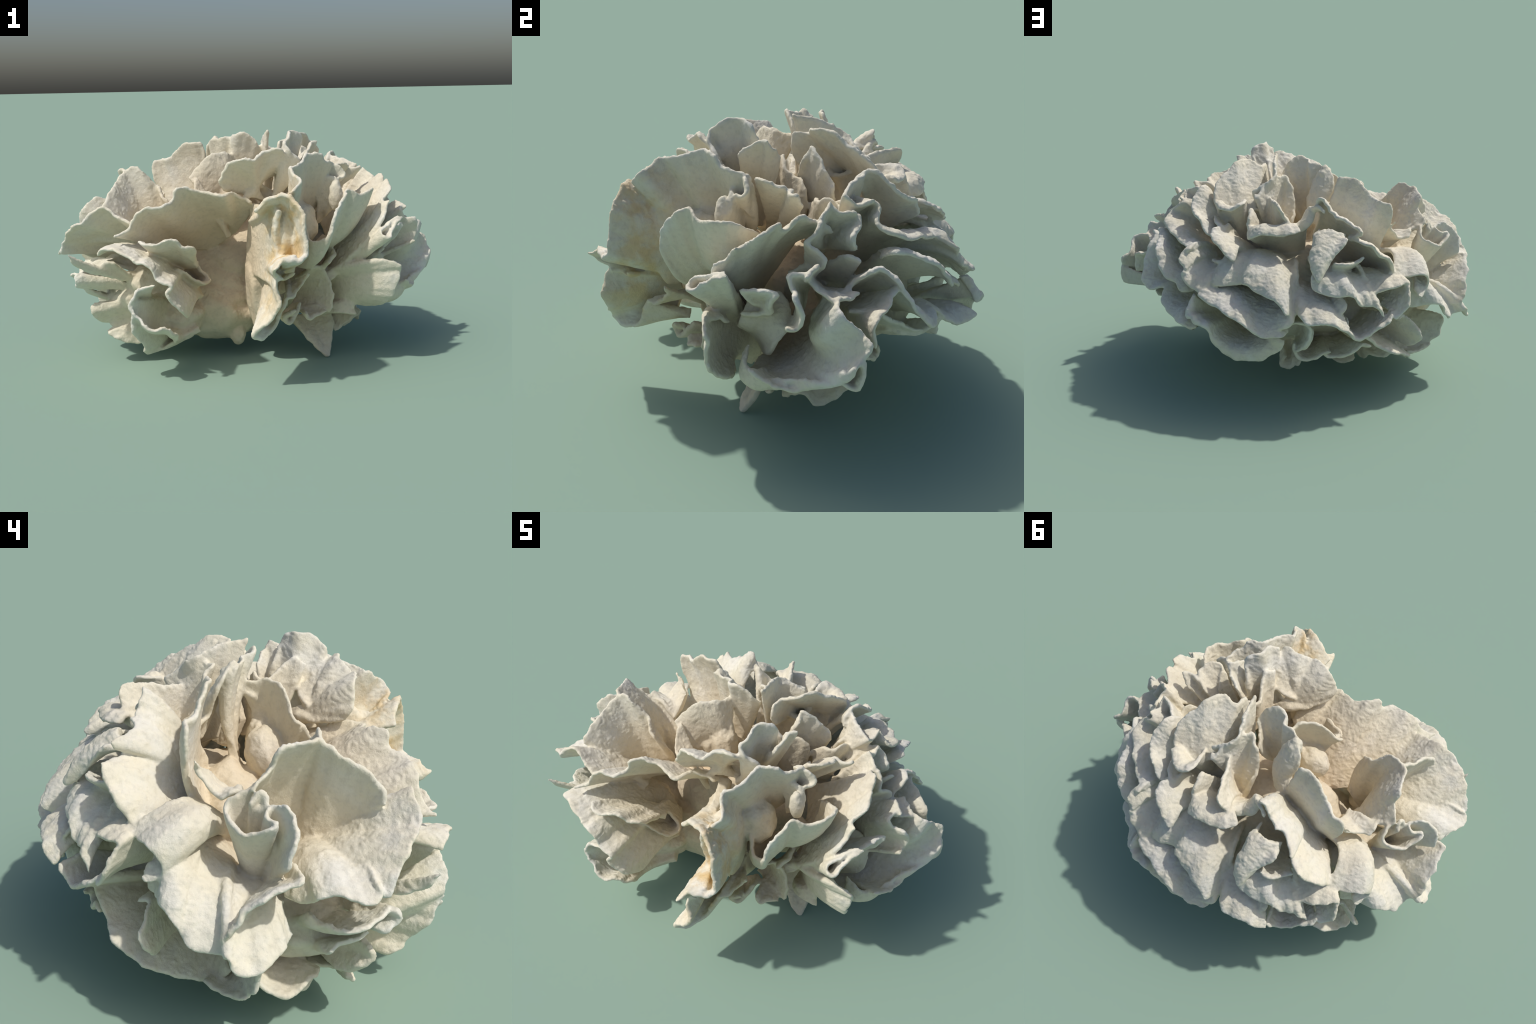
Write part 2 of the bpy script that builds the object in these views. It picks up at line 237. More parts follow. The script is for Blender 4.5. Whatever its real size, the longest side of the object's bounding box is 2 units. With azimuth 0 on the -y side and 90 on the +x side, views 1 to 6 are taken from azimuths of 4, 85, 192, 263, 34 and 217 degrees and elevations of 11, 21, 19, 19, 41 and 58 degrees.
# smallR
frond([(0.605, 0.2, 0.946), (0.626, 0.12, 0.962), (0.604, 0.1, 0.986), (0.693, 0.05, 0.917), (0.718, 0, 0.873)],
      [(0.45, 0.05, 0.75), (0.42, 0.12, 0.72)])
# shelfB0
frond([(0.55, 0.055, 0.683), (0.608, 0.11, 0.76), (0.68, 0.172, 0.805), (0.695, 0.212, 0.787)],
      [(0.4, 0.1, 0.55), (0.42, 0.15, 0.5)])
# shelfB2
frond([(0.62, 0.293, 0.766), (0.68, 0.333, 0.816), (0.653, 0.401, 0.797), (0.641, 0.496, 0.758), (0.621, 0.535, 0.724), (0.56, 0.596, 0.637), (0.486, 0.625, 0.62), (0.451, 0.656, 0.59), (0.384, 0.634, 0.589)],
      [(0.38, 0.18, 0.55), (0.36, 0.26, 0.5), (0.28, 0.32, 0.5)], bulge=(0.03, 0.05, 0.09))
# shelfB3
frond([(0.7, 0.14, 0.654), (0.719, 0.175, 0.719), (0.75, 0.243, 0.77), (0.722, 0.284, 0.776), (0.75, 0.378, 0.673), (0.735, 0.479, 0.549), (0.663, 0.514, 0.525), (0.593, 0.53, 0.55), (0.587, 0.588, 0.499), (0.484, 0.685, 0.442), (0.418, 0.763, 0.452), (0.365, 0.754, 0.434), (0.339, 0.741, 0.442)],
      [(0.42, 0.12, 0.52), (0.42, 0.2, 0.48), (0.38, 0.28, 0.45), (0.3, 0.33, 0.42)], bulge=(0.03, 0.05, 0.06))
# wingtop
frond([(0.866, 0.25, 0.523), (0.866, 0.25, 0.625), (0.797, 0.306, 0.655), (0.712, 0.35, 0.699)],
      [(0.5, 0.15, 0.55), (0.48, 0.2, 0.55)])
# edgeR
frond([(0.785, 0.05, 0.813), (0.835, 0, 0.777), (0.79, 0.01, 0.754), (0.83, 0.05, 0.734), (0.854, 0.1, 0.7), (0.757, 0.2, 0.699)],
      [(0.5, 0.05, 0.65), (0.5, 0.1, 0.6)])
# cap
frond([(0.325, 0.36, 0.944), (0.338, 0.388, 0.997), (0.315, 0.417, 0.982), (0.242, 0.46, 0.988), (0.181, 0.434, 1.01), (0.218, 0.166, 0.97), (0.135, 0.153, 0.98), (-0.037, 0.504, 1.03), (-0.059, 0.499, 0.984), (-0.075, 0.493, 0.943)],
      [(0.28, 0.3, 0.8), (0.2, 0.28, 0.74), (0.1, 0.26, 0.7), (0, 0.28, 0.7)], bulge=(0, 0.0, 0.08))
# capfin
frond([(0.146, 0.4, 0.993), (0.136, 0.48, 0.955), (0.121, 0.52, 0.876), (0.083, 0.45, 0.883)],
      [(0.1, 0.3, 0.82), (0.08, 0.32, 0.74)], th=1.4)
# M
frond([(0.132, 0.501, 0.86), (0.116, 0.555, 0.866), (0.032, 0.585, 0.904), (-0.08, 0.559, 0.9), (-0.145, 0.506, 0.913), (-0.037, 0.498, 0.893), (-0.127, 0.443, 0.885), (-0.188, 0.412, 0.933), (-0.199, 0.378, 0.984), (-0.262, 0.438, 0.998)],
      [(0.1, 0.3, 0.72), (0.02, 0.3, 0.7), (-0.06, 0.28, 0.7), (-0.12, 0.26, 0.76)], bulge=(0.003, 0.03, 0.107))
# N
frond([(-0.197, 0.38, 0.987), (-0.213, 0.413, 1.07), (-0.251, 0.413, 1.06), (-0.278, 0.428, 1.01), (-0.323, 0.446, 0.974), (-0.325, 0.456, 0.985), (-0.362, 0.435, 0.967), (-0.451, 0.511, 0.931), (-0.383, 0.432, 0.874), (-0.501, 0.541, 0.878), (-0.548, 0.53, 0.836), (-0.615, 0.487, 0.776), (-0.613, 0.449, 0.71), (-0.592, 0.452, 0.708)],
      [(-0.15, 0.22, 0.8), (-0.3, 0.16, 0.66), (-0.4, 0.15, 0.56), (-0.42, 0.2, 0.52)], bulge=(-0.026, -0.007, 0.049))
# rib
frond([(-0.231, 0.42, 0.914), (-0.216, 0.498, 0.896), (-0.215, 0.569, 0.858), (-0.222, 0.65, 0.786), (-0.268, 0.693, 0.718), (-0.279, 0.654, 0.729), (-0.343, 0.578, 0.831), (-0.384, 0.552, 0.881), (-0.386, 0.519, 0.91)],
      [(-0.256, 0.48, 0.914), (-0.312, 0.49, 0.921), (-0.365, 0.45, 0.887)], bulge=(0, 0.03, 0))
# ledgeM
frond([(-0.333, 0.6, 0.798), (-0.372, 0.604, 0.794), (-0.438, 0.562, 0.792), (-0.474, 0.527, 0.814)],
      [(-0.25, 0.4, 0.62), (-0.32, 0.35, 0.62)])
# leafL
frond([(0.275, 0.5, 0.884), (0.303, 0.518, 0.888), (0.31, 0.57, 0.872), (0.292, 0.597, 0.856), (0.252, 0.619, 0.836), (0.195, 0.652, 0.787), (0.173, 0.645, 0.772), (0.166, 0.59, 0.788)],
      [(0.22, 0.32, 0.76), (0.15, 0.33, 0.74), (0.12, 0.36, 0.72)], bulge=(0.02, 0.03, 0.06))
# smallM
frond([(0.351, 0.38, 0.927), (0.312, 0.46, 0.921), (0.265, 0.48, 0.894), (0.256, 0.42, 0.913)],
      [(0.25, 0.28, 0.8), (0.2, 0.3, 0.75)])
# smallM2
frond([(0.314, 0.55, 0.746), (0.258, 0.6, 0.757), (0.207, 0.6, 0.751)],
      [(0.2, 0.35, 0.6), (0.14, 0.35, 0.6)])
# knobsK
frond([(0.411, 0.58, 0.794), (0.465, 0.608, 0.767), (0.458, 0.64, 0.744), (0.418, 0.664, 0.713), (0.436, 0.674, 0.679), (0.368, 0.71, 0.63), (0.326, 0.735, 0.629), (0.288, 0.711, 0.658)],
      [(0.3, 0.3, 0.7), (0.26, 0.34, 0.66), (0.2, 0.36, 0.64)], bulge=(0.02, 0.03, 0.06))
# Q
frond([(0.282, 0.6, 0.683), (0.259, 0.699, 0.656), (0.126, 0.68, 0.667), (0.096, 0.716, 0.682), (0.008, 0.755, 0.651), (-0.076, 0.781, 0.636), (-0.134, 0.79, 0.569), (-0.151, 0.713, 0.563), (-0.154, 0.611, 0.624), (-0.16, 0.605, 0.653)],
      [(0.14, 0.34, 0.7), (0.02, 0.32, 0.7), (-0.08, 0.32, 0.66)], bulge=(-0.005, 0.026, 0.095))
# Qlow
frond([(0.019, 0.6, 0.505), (-0.014, 0.72, 0.487), (-0.072, 0.76, 0.474), (-0.143, 0.78, 0.5), (-0.166, 0.76, 0.524), (-0.159, 0.7, 0.539)],
      [(0, 0.35, 0.45), (-0.08, 0.35, 0.45)], bulge=(0, 0.08, 0.08))
# Bd
frond([(0.329, 0.68, 0.607), (0.321, 0.75, 0.607), (0.269, 0.776, 0.589), (0.211, 0.794, 0.577), (0.158, 0.821, 0.547), (0.101, 0.827, 0.526), (-0.006, 0.825, 0.458), (-0.109, 0.804, 0.456), (-0.127, 0.763, 0.452), (-0.121, 0.7, 0.453)],
      [(0.2, 0.36, 0.58), (0.1, 0.34, 0.56), (0, 0.32, 0.54), (-0.08, 0.34, 0.54)], bulge=(0.033, 0.034, 0.075))
# Pend
frond([(0.359, 0.68, 0.599), (0.387, 0.74, 0.522), (0.384, 0.75, 0.496), (0.348, 0.77, 0.503), (0.335, 0.78, 0.482), (0.264, 0.79, 0.453), (0.247, 0.77, 0.389), (0.182, 0.76, 0.318), (0.091, 0.77, 0.293), (-0.005, 0.76, 0.297), (-0.045, 0.746, 0.326), (-0.099, 0.73, 0.351), (-0.111, 0.72, 0.409)],
      [(0.25, 0.35, 0.4), (0.2, 0.33, 0.34), (0.1, 0.3, 0.3), (0, 0.3, 0.3)], bulge=(0.03, 0.16, 0.07))
# lowcurl
frond([(-0.13, 0.7, 0.48), (-0.173, 0.72, 0.503), (-0.244, 0.72, 0.485), (-0.246, 0.7, 0.43), (-0.19, 0.68, 0.348), (-0.148, 0.65, 0.308), (-0.147, 0.66, 0.365)],
      [(-0.08, 0.35, 0.4), (-0.12, 0.33, 0.3)])
# T
frond([(-0.162, 0.6, 0.535), (-0.171, 0.7, 0.55), (-0.211, 0.777, 0.548), (-0.244, 0.788, 0.528), (-0.325, 0.778, 0.535), (-0.394, 0.75, 0.502), (-0.445, 0.722, 0.476), (-0.394, 0.7, 0.54), (-0.416, 0.662, 0.592), (-0.342, 0.6, 0.59)],
      [(-0.1, 0.32, 0.6), (-0.2, 0.32, 0.56), (-0.28, 0.3, 0.56)], bulge=(-0.0, 0.039, 0.071))
# Tlow
frond([(-0.399, 0.62, 0.52), (-0.443, 0.7, 0.464), (-0.481, 0.66, 0.42), (-0.529, 0.64, 0.435), (-0.552, 0.62, 0.452), (-0.627, 0.58, 0.493), (-0.638, 0.55, 0.524)],
      [(-0.25, 0.3, 0.42), (-0.3, 0.28, 0.35), (-0.4, 0.25, 0.42)], bulge=(-0.02, 0.05, 0.02))
# U
frond([(-0.266, 0.6, 0.711), (-0.246, 0.669, 0.667), (-0.302, 0.674, 0.648), (-0.345, 0.677, 0.642), (-0.44, 0.662, 0.644), (-0.477, 0.643, 0.593), (-0.542, 0.615, 0.583), (-0.583, 0.598, 0.549), (-0.587, 0.592, 0.514), (-0.574, 0.582, 0.54)],
      [(-0.15, 0.36, 0.7), (-0.22, 0.32, 0.64), (-0.32, 0.28, 0.62), (-0.38, 0.26, 0.6)], bulge=(-0.007, 0.054, 0.092))
# V
frond([(-0.462, 0.5, 0.724), (-0.524, 0.568, 0.629), (-0.542, 0.559, 0.634), (-0.642, 0.532, 0.663), (-0.706, 0.479, 0.67), (-0.715, 0.501, 0.632), (-0.712, 0.53, 0.574), (-0.674, 0.546, 0.521), (-0.641, 0.55, 0.496), (-0.629, 0.536, 0.531)],
      [(-0.3, 0.3, 0.66), (-0.4, 0.25, 0.63), (-0.42, 0.2, 0.55), (-0.38, 0.25, 0.45)], bulge=(-0.026, 0.027, 0.054))
# Ntongue
frond([(-0.607, 0.441, 0.691), (-0.693, 0.422, 0.684), (-0.775, 0.385, 0.686), (-0.784, 0.344, 0.641), (-0.776, 0.355, 0.581), (-0.759, 0.4, 0.568), (-0.716, 0.386, 0.611)],
      [(-0.4, 0.22, 0.66), (-0.44, 0.14, 0.64), (-0.46, 0.1, 0.58)], bulge=(-0.068, -0.049, 0.098))
# g1flap
frond([(-0.658, 0.42, 0.447), (-0.689, 0.38, 0.458), (-0.777, 0.415, 0.377), (-0.761, 0.375, 0.302), (-0.707, 0.36, 0.269)],
      [(-0.42, 0.27, 0.45), (-0.42, 0.22, 0.33)])
# g1
frond([(-0.48, 0.58, 0.4), (-0.57, 0.53, 0.34), (-0.66, 0.5, 0.29), (-0.72, 0.39, 0.22), (-0.7, 0.28, 0.17), (-0.66, 0.155, 0.137), (-0.71, 0.1, 0.2)],
      [(-0.35, 0.35, 0.38), (-0.38, 0.2, 0.35), (-0.42, 0.08, 0.32)], bulge=(-0.03, 0.03, 0.0))
# g2
frond([(-0.238, 0.66, 0.456), (-0.243, 0.68, 0.418), (-0.211, 0.67, 0.349), (-0.148, 0.64, 0.304), (-0.178, 0.63, 0.268), (-0.25, 0.63, 0.267), (-0.337, 0.63, 0.325)],
      [(-0.15, 0.3, 0.35), (-0.15, 0.26, 0.26), (-0.22, 0.25, 0.28)], bulge=(0, 0.04, 0))
# g3
frond([(-0.309, 0.62, 0.317), (-0.308, 0.61, 0.283), (-0.377, 0.6, 0.284), (-0.45, 0.59, 0.313), (-0.495, 0.58, 0.352), (-0.537, 0.56, 0.338)],
      [(-0.22, 0.25, 0.3), (-0.3, 0.22, 0.26)], bulge=(0, 0.04, 0))
# g4
frond([(-0.288, 0.3, 0.128), (-0.339, 0.32, 0.117), (-0.416, 0.32, 0.141), (-0.415, 0.3, 0.168)],
      [(-0.2, 0.1, 0.25), (-0.28, 0.1, 0.25)])
# g5
frond([(-0.423, 0.25, 0.145), (-0.462, 0.25, 0.118), (-0.504, 0.3, 0.168), (-0.556, 0.3, 0.158), (-0.629, 0.3, 0.187), (-0.66, 0.3, 0.21)],
      [(-0.28, 0.1, 0.25), (-0.4, 0.1, 0.28)])
# foot
frond([(-0.059, 0.45, 0.184), (-0.03, 0.45, 0.119), (-0.059, 0.45, 0.107), (-0.102, 0.45, 0.122), (-0.108, 0.436, 0.157), (-0.127, 0.45, 0.131), (-0.146, 0.45, 0.168)],
      [(0, 0.25, 0.26), (-0.08, 0.25, 0.24)], th=1.2)
# cupunder
frond([(0.92, 0.1, 0.447), (0.972, 0.174, 0.42), (0.98, 0.2, 0.48), (0.97, 0.193, 0.529)],
      [(0.6, 0.1, 0.38), (0.65, 0.16, 0.42)])
# fillB
frond([(0.58, 0.337, 0.476), (0.6, 0.424, 0.455), (0.6, 0.496, 0.465), (0.6, 0.552, 0.516), (0.574, 0.55, 0.442)],
      [(0.42, 0.15, 0.42), (0.4, 0.25, 0.4), (0.36, 0.3, 0.4)])
# lowright
frond([(0.7, 0.26, 0.397), (0.6, 0.326, 0.357), (0.62, 0.312, 0.411)],
      [(0.4, 0.2, 0.38), (0.42, 0.28, 0.4)])
# ------------------------------------------------------------------ lofting
RIM_HALF, ROOT_HALF = 0.0085, 0.019

def spline(ctrl, n, tension=0.5):
    """Centripetal Catmull-Rom through the control points, resampled to n even steps."""
    c = np.asarray(ctrl, float)
    if len(c) == 1:
        return np.repeat(c, n, 0)
    if len(c) == 2:
        t = np.linspace(0, 1, n)[:, None]
        return c[0] * (1 - t) + c[1] * t
    p = np.vstack([2 * c[0] - c[1], c, 2 * c[-1] - c[-2]])
    fine = []
    for i in range(1, len(p) - 2):
        p0, p1, p2, p3 = p[i - 1:i + 3]
        k = [0.0]
        for a, b in ((p0, p1), (p1, p2), (p2, p3)):
            k.append(k[-1] + max(np.linalg.norm(b - a), 1e-6) ** tension)
        for t in np.linspace(k[1], k[2], 24, endpoint=False):
            a1 = (k[1] - t) / (k[1] - k[0]) * p0 + (t - k[0]) / (k[1] - k[0]) * p1
            a2 = (k[2] - t) / (k[2] - k[1]) * p1 + (t - k[1]) / (k[2] - k[1]) * p2
            a3 = (k[3] - t) / (k[3] - k[2]) * p2 + (t - k[2]) / (k[3] - k[2]) * p3
            b1 = (k[2] - t) / (k[2] - k[0]) * a1 + (t - k[0]) / (k[2] - k[0]) * a2
            b2 = (k[3] - t) / (k[3] - k[1]) * a2 + (t - k[1]) / (k[3] - k[1]) * a3
            fine.append((k[2] - t) / (k[2] - k[1]) * b1 + (t - k[1]) / (k[2] - k[1]) * b2)
    fine.append(c[-1])
    fine = np.array(fine)
    d = np.r_[0, np.cumsum(np.linalg.norm(np.diff(fine, axis=0), axis=1))]
    u = np.linspace(0, d[-1], n)
    return np.stack([np.interp(u, d, fine[:, j]) for j in range(3)], 1)

def length(c):
    return float(np.linalg.norm(np.diff(c, axis=0), axis=1).sum())

def grid_normals(g):
    du = np.gradient(g, axis=1)
    dv = np.gradient(g, axis=0)
    n = np.cross(du, dv)
    l = np.linalg.norm(n, axis=2, keepdims=True)
    n = n / np.maximum(l, 1e-9)
    # carry the direction across rows where the sheet is pinched to a point
    for _ in range(2):
        m = n.copy()
        m[1:-1, 1:-1] += n[:-2, 1:-1] + n[2:, 1:-1] + n[1:-1, :-2] + n[1:-1, 2:]
        n = m / np.maximum(np.linalg.norm(m, axis=2, keepdims=True), 1e-9)
    return n

def sheet(rim, root, bulge, seed):
    rl = length(spline(rim, 80))
    n = max(10, int(rl / 0.011))
    r = spline(rim, n)
    q = spline(root, n)
    m = max(6, int(np.linalg.norm(r - q, axis=1).max() / 0.013))
    t = np.linspace(0, 1, m)[:, None, None]
    g = q[None] * (1 - t) + r[None] * t + (4 * t * (1 - t)) * bulge[None, None]
    nn = grid_normals(g)
    # ruffles grow towards the rim
    s = np.linspace(0, rl, n)
    off = Vector((seed * 3.17, seed * 1.31, 0))
    wave = np.array([noise.noise(Vector((a * 13.0, seed * 5.7, 0.3))) * 0.6 + noise.noise(Vector((a * 30.0, seed * 2.9, 4.1))) * 0.4 for a in s])
    amp = 0.021 * t[:, :, 0] ** 2
    g = g + nn * (amp * wave[None])[:, :, None]
    edge = np.array([noise.noise(Vector((a * 24.0, seed * 9.3, 7.7))) for a in s])
    out = r - q
    out = out / np.maximum(np.linalg.norm(out, axis=1, keepdims=True), 1e-6)
    g = g + out[None] * (0.011 * t ** 3 * edge[None, :, None])
    return g

def thicken(g, th):
    m, n = g.shape[:2]
    nn = grid_normals(g)
    t = np.linspace(0, 1, m)
    h = (ROOT_HALF + (RIM_HALF - ROOT_HALF) * t ** 0.7) * th
    h[-1] *= 0.75
    s = np.ones(n)
    s[0] = s[-1] = 0.75
    hh = (h[:, None] * s[None])[:, :, None]
    v = np.concatenate([(g + nn * hh).reshape(-1, 3), (g - nn * hh).reshape(-1, 3)])
    N = m * n
    i = np.arange(N).reshape(m, n)
    a, b, c, d = i[:-1, :-1].ravel(), i[:-1, 1:].ravel(), i[1:, 1:].ravel(), i[1:, :-1].ravel()
    f = [np.stack([a, b, c, d], 1), np.stack([d, c, b, a], 1) + N]
    loop = np.r_[i[0, :], i[1:, -1], i[-1, -2::-1], i[-2:0:-1, 0]]
    nx = np.roll(loop, -1)
    f.append(np.stack([nx, loop, loop + N, nx + N], 1))
    return v, np.concatenate(f)

def ellipsoid(centre, radii, seed, rough=0.14, nu=64, nv=40):
    vs = []
    for j in range(nv + 1):
        a = math.pi * j / nv
        for k in range(nu):
            b = 2 * math.pi * k / nu
            d = Vector((math.sin(a) * math.cos(b), math.sin(a) * math.sin(b), math.cos(a)))
            w = 1 + rough * noise.noise(d * 2.2 + Vector((seed, 0, 0)))
            vs.append([centre[0] + radii[0] * d.x * w, centre[1] + radii[1] * d.y * w, centre[2] + radii[2] * d.z * w])
    fs = []
    for j in range(nv):
        for k in range(nu):
            k2 = (k + 1) % nu
            fs.append([j * nu + k, (j + 1) * nu + k, (j + 1) * nu + k2, j * nu + k2])
    return np.array(vs), np.array(fs)

V, Fc, samples, owner = [], [], [], []
base = 0
for idx, (rim, root, bulge, th) in enumerate(FRONDS):
    g = sheet(rim, root, bulge, idx + 1)
    v, f = thicken(g, th)
    V.append(v); Fc.append(f + base); base += len(v)
    keep = g[int(g.shape[0] * 0.12):].reshape(-1, 3)
    samples.append(keep); owner += [idx] * len(keep)

STEM = len(FRONDS)
KNOBS = (((0.26, -0.33, 0.74), (0.10, 0.09, 0.12)), ((0.22, -0.27, 0.84), (0.045, 0.045, 0.06)), ((0.45, -0.28, 0.88), (0.035, 0.032, 0.075)))
for centre, radii in (((0.0, 0.22, 0.48), (0.46, 0.33, 0.27)), ((-0.07, -0.16, 0.13), (0.045, 0.05, 0.065)), ((-0.22, -0.08, 0.25), (0.26, 0.18, 0.17)), ((-0.18, 0.07, 0.33), (0.34, 0.23, 0.26)),
                      ((0.18, 0.1, 0.42), (0.2, 0.24, 0.25)), ((0.08, -0.18, 0.43), (0.1, 0.19, 0.28)), ((0.2, -0.47, 0.7), (0.07, 0.12, 0.2)), ((-0.2, -0.04, 0.82), (0.1, 0.07, 0.1)), ((-0.11, -0.04, 0.84), (0.08, 0.06, 0.1)), ((-0.4, -0.2, 0.25), (0.17, 0.2, 0.12)),
                      ((-0.22, 0.09, 0.56), (0.25, 0.15, 0.23)), ((0.38, 0.14, 0.37), (0.2, 0.18, 0.13)), ((-0.58, -0.14, 0.34), (0.2, 0.2, 0.12)),
                      ((-0.5, -0.24, 0.43), (0.15, 0.14, 0.09)), ((0.42, 0.32, 0.5), (0.15, 0.15, 0.11))) + KNOBS:
    v, f = ellipsoid(centre, radii, centre[0] * 7)
    V.append(v); Fc.append(f + base); base += len(v)
    samples.append(v); owner += [STEM] * len(v)
V = np.concatenate(V); Fc = np.concatenate(Fc)
samples = np.concatenate(samples); owner = np.array(owner)

def build_mesh(name, v, f):
    me = bpy.data.meshes.new(name)
    me.vertices.add(len(v)); me.vertices.foreach_set('co', np.ascontiguousarray(v, dtype=np.float32).ravel())
    k = f.shape[1]
    me.loops.add(f.size); me.loops.foreach_set('vertex_index', np.ascontiguousarray(f, dtype=np.int32).ravel())
    me.polygons.add(len(f))
    me.polygons.foreach_set('loop_start', np.arange(0, f.size, k, dtype=np.int32))
    me.update(calc_edges=True)
    me.validate()
    return me

# ------------------------------------------------------------------ fuse into one body
VOXEL = 0.0062
me = build_mesh('raw', V, Fc)
ob = bpy.data.objects.new('raw', me)
bpy.context.scene.collection.objects.link(ob)
mod = ob.modifiers.new('fuse', 'REMESH'); mod.mode = 'VOXEL'; mod.voxel_size = VOXEL; mod.adaptivity = 0.0
mod = ob.modifiers.new('soften', 'SMOOTH'); mod.factor = 0.5; mod.iterations = 4
dg = bpy.context.evaluated_depsgraph_get()
ev = ob.evaluated_get(dg).to_mesh()
nv = len(ev.vertices)
co = np.empty(nv * 3, np.float32); ev.vertices.foreach_get('co', co); co = co.reshape(-1, 3).astype(float)
no = np.empty(nv * 3, np.float32); ev.vertex_normals.foreach_get('vector', no); no = no.reshape(-1, 3).astype(float)
nl = len(ev.loops)
lv = np.empty(nl, np.int32); ev.loops.foreach_get('vertex_index', lv)
assert len(ev.polygons) * 4 == nl
quads = lv.reshape(-1, 4)
ob.evaluated_get(dg).to_mesh_clear()
bpy.data.objects.remove(ob); bpy.data.meshes.remove(me)
print('fused', nv, len(quads))

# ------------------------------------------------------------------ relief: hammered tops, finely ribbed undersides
pit = np.empty(nv)
for i in range(nv):
    p = Vector(co[i])
    warp = noise.noise(p * 9.0)
    a = noise.noise(p * 48.0 + Vector((warp, warp, warp)) * 1.5)
    b = noise.noise(p * 15.0 + Vector((5.0, 1.0, 2.0)))
    c = noise.noise(p * 27.0 + Vector((9.0, 4.0, 1.0)))
    up = min(1.0, max(0.0, (no[i, 2] + 0.35) / 0.8))
    pit[i] = (0.25 + 0.75 * up) * (0.0065 * (abs(a) - 0.22) + 0.0034 * c) + 0.0022 * b
co = co + no * pit[:, None]

# lowest point on the ground
co[:, 2] -= co[:, 2].min()

def vertex_normals(v, q):
    n = np.cross(v[q[:, 2]] - v[q[:, 0]], v[q[:, 3]] - v[q[:, 1]])
    out = np.zeros_like(v)
    for k in range(4):
        for j in range(3):
            out[:, j] += np.bincount(q[:, k], weights=n[:, j], minlength=len(v))
    return out / np.maximum(np.linalg.norm(out, axis=1, keepdims=True), 1e-12)

vn = vertex_normals(co, quads)

# ------------------------------------------------------------------ separate by frond
kd = kdtree.KDTree(len(samples))
for i, p in enumerate(samples):
    kd.insert(p, i)
kd.balance()
lab = np.array([owner[kd.find(p)[1]] for p in co.tolist()])
edges = np.concatenate([quads[:, [0, 1]], quads[:, [1, 2]], quads[:, [2, 3]], quads[:, [3, 0]]])
K = STEM + 1
for _ in range(4):                                   # majority filter: no stray specks
    votes = np.bincount(edges[:, 0].astype(np.int64) * K + lab[edges[:, 1]], minlength=nv * K).reshape(nv, K)
    votes += np.bincount(edges[:, 1].astype(np.int64) * K + lab[edges[:, 0]], minlength=nv * K).reshape(nv, K)
    votes[np.arange(nv), lab] += 2
    lab = votes.argmax(1)
fl = np.sort(lab[quads], axis=1)
flab = np.where(fl[:, 1] == fl[:, 2], fl[:, 1], np.where(fl[:, 2] == fl[:, 3], fl[:, 2], fl[:, 0]))

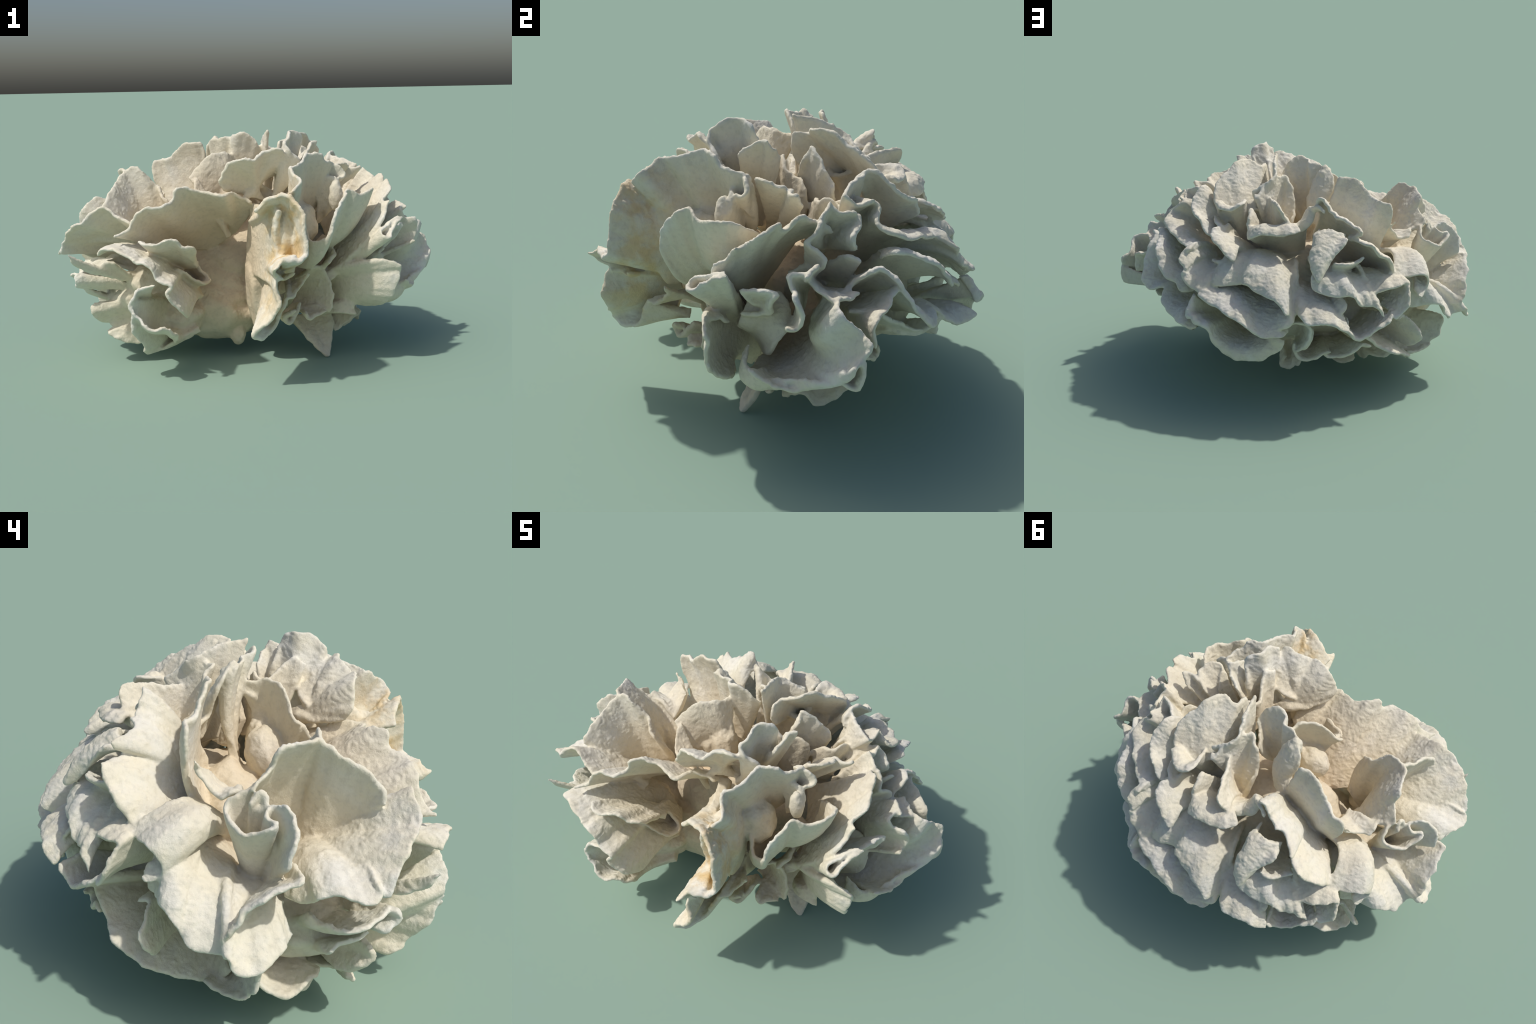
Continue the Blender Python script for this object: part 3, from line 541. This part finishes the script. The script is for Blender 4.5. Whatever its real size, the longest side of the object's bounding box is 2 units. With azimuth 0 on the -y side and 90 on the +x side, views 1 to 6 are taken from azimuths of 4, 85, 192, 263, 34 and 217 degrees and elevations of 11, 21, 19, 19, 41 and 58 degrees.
# ------------------------------------------------------------------ material
def coral_material():
    m = bpy.data.materials.new('coral_skeleton')
    m.use_nodes = True
    nt = m.node_tree; N = nt.nodes; Lk = nt.links
    bs = N['Principled BSDF']
    bs.inputs['Roughness'].default_value = 0.85
    bs.inputs['Specular IOR Level'].default_value = 0.2
    tc = N.new('ShaderNodeTexCoord')
    def nz(scale, detail=4.0, rough=0.55, loc=(0, 0, 0)):
        mp = N.new('ShaderNodeMapping'); mp.inputs['Location'].default_value = loc
        Lk.new(tc.outputs['Object'], mp.inputs['Vector'])
        n = N.new('ShaderNodeTexNoise'); n.inputs['Scale'].default_value = scale
        n.inputs['Detail'].default_value = detail; n.inputs['Roughness'].default_value = rough
        Lk.new(mp.outputs['Vector'], n.inputs['Vector'])
        return n.outputs['Fac']
    def ramp(fac, stops):
        r = N.new('ShaderNodeValToRGB'); r.color_ramp.interpolation = 'EASE'
        el = r.color_ramp.elements
        el[0].position, el[0].color = stops[0]; el[1].position, el[1].color = stops[-1]
        for pos, col in stops[1:-1]:
            e = el.new(pos); e.color = col
        Lk.new(fac, r.inputs['Fac'])
        return r.outputs['Color']
    def mix(fac, a, b, mode='MIX'):
        x = N.new('ShaderNodeMix'); x.data_type = 'RGBA'; x.blend_type = mode
        if isinstance(fac, float): x.inputs[0].default_value = fac
        else: Lk.new(fac, x.inputs[0])
        for s, val in ((6, a), (7, b)):
            if isinstance(val, tuple): x.inputs[s].default_value = val
            else: Lk.new(val, x.inputs[s])
        return x.outputs[2]
    def g(v): return (v, v, v, 1)
    base = ramp(nz(5.0, 6.0), [(0.3, (0.74, 0.685, 0.55, 1)), (0.5, (0.80, 0.752, 0.61, 1)), (0.7, (0.82, 0.795, 0.70, 1))])
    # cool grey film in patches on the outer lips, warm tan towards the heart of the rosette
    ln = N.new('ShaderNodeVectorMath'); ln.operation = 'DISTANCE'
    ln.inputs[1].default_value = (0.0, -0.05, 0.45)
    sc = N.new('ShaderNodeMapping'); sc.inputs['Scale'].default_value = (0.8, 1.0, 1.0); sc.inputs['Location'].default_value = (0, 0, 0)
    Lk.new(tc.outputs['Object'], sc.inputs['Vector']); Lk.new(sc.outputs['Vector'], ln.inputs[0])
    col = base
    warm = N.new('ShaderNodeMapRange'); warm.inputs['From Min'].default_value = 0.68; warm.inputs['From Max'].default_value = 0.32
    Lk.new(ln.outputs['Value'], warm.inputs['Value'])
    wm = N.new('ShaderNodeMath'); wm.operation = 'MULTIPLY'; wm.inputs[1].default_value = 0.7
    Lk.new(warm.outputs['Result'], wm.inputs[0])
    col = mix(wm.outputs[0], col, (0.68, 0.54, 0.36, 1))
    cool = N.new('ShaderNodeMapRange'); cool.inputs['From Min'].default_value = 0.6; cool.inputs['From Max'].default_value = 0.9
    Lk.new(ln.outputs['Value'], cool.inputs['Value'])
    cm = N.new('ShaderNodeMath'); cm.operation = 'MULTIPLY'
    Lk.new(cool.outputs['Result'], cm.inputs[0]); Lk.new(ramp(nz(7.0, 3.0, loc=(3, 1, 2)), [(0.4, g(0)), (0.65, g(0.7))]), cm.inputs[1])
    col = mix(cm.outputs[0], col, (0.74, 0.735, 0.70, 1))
    # ochre stain down the front fin
    st = N.new('ShaderNodeVectorMath'); st.operation = 'DISTANCE'; st.inputs[1].default_value = (0.2, -0.62, 0.68 * 0.35)
    sm = N.new('ShaderNodeMapping'); sm.inputs['Scale'].default_value = (1.0, 1.0, 0.35)
    Lk.new(tc.outputs['Object'], sm.inputs['Vector']); Lk.new(sm.outputs['Vector'], st.inputs[0])
    sr = N.new('ShaderNodeMapRange'); sr.inputs['From Min'].default_value = 0.22; sr.inputs['From Max'].default_value = 0.05
    Lk.new(st.outputs['Value'], sr.inputs['Value'])
    s2 = N.new('ShaderNodeMath'); s2.operation = 'MULTIPLY'
    Lk.new(sr.outputs['Result'], s2.inputs[0]); Lk.new(ramp(nz(10.0, 4.0, loc=(1, 7, 2)), [(0.4, g(0)), (0.64, g(0.85))]), s2.inputs[1])
    col = mix(s2.outputs[0], col, (0.72, 0.52, 0.24, 1))
    # fine mottling and pores
    col = mix(0.35, col, ramp(nz(45.0, 5.0, 0.65), [(0.3, g(0.72)), (0.55, g(1.0)), (0.75, g(1.08))]), 'MULTIPLY')
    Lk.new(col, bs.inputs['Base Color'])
    bu = N.new('ShaderNodeBump'); bu.inputs['Strength'].default_value = 0.6; bu.inputs['Distance'].default_value = 0.006
    Lk.new(nz(110.0, 6.0, 0.7), bu.inputs['Height'])
    Lk.new(bu.outputs['Normal'], bs.inputs['Normal'])
    return m

mat = coral_material()
root_ob = bpy.data.objects.new('leafy_coral', None)
root_ob['label'] = 'bleached white leafy coral with ruffled, hammered, fan-shaped fronds'
root_ob['category'] = 'coral'
bpy.context.scene.collection.objects.link(root_ob)

for idx in range(K):
    q = quads[flab == idx]
    if len(q) == 0:
        continue
    used, inv = np.unique(q, return_inverse=True)
    name = 'stem' if idx == STEM else 'frond'
    me = build_mesh(name, co[used], inv.reshape(-1, 4))
    me.polygons.foreach_set('use_smooth', np.ones(len(me.polygons), bool))
    me.normals_split_custom_set_from_vertices(vn[used].tolist())
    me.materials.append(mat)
    o = bpy.data.objects.new(name, me)
    bpy.context.scene.collection.objects.link(o)
    o.parent = root_ob
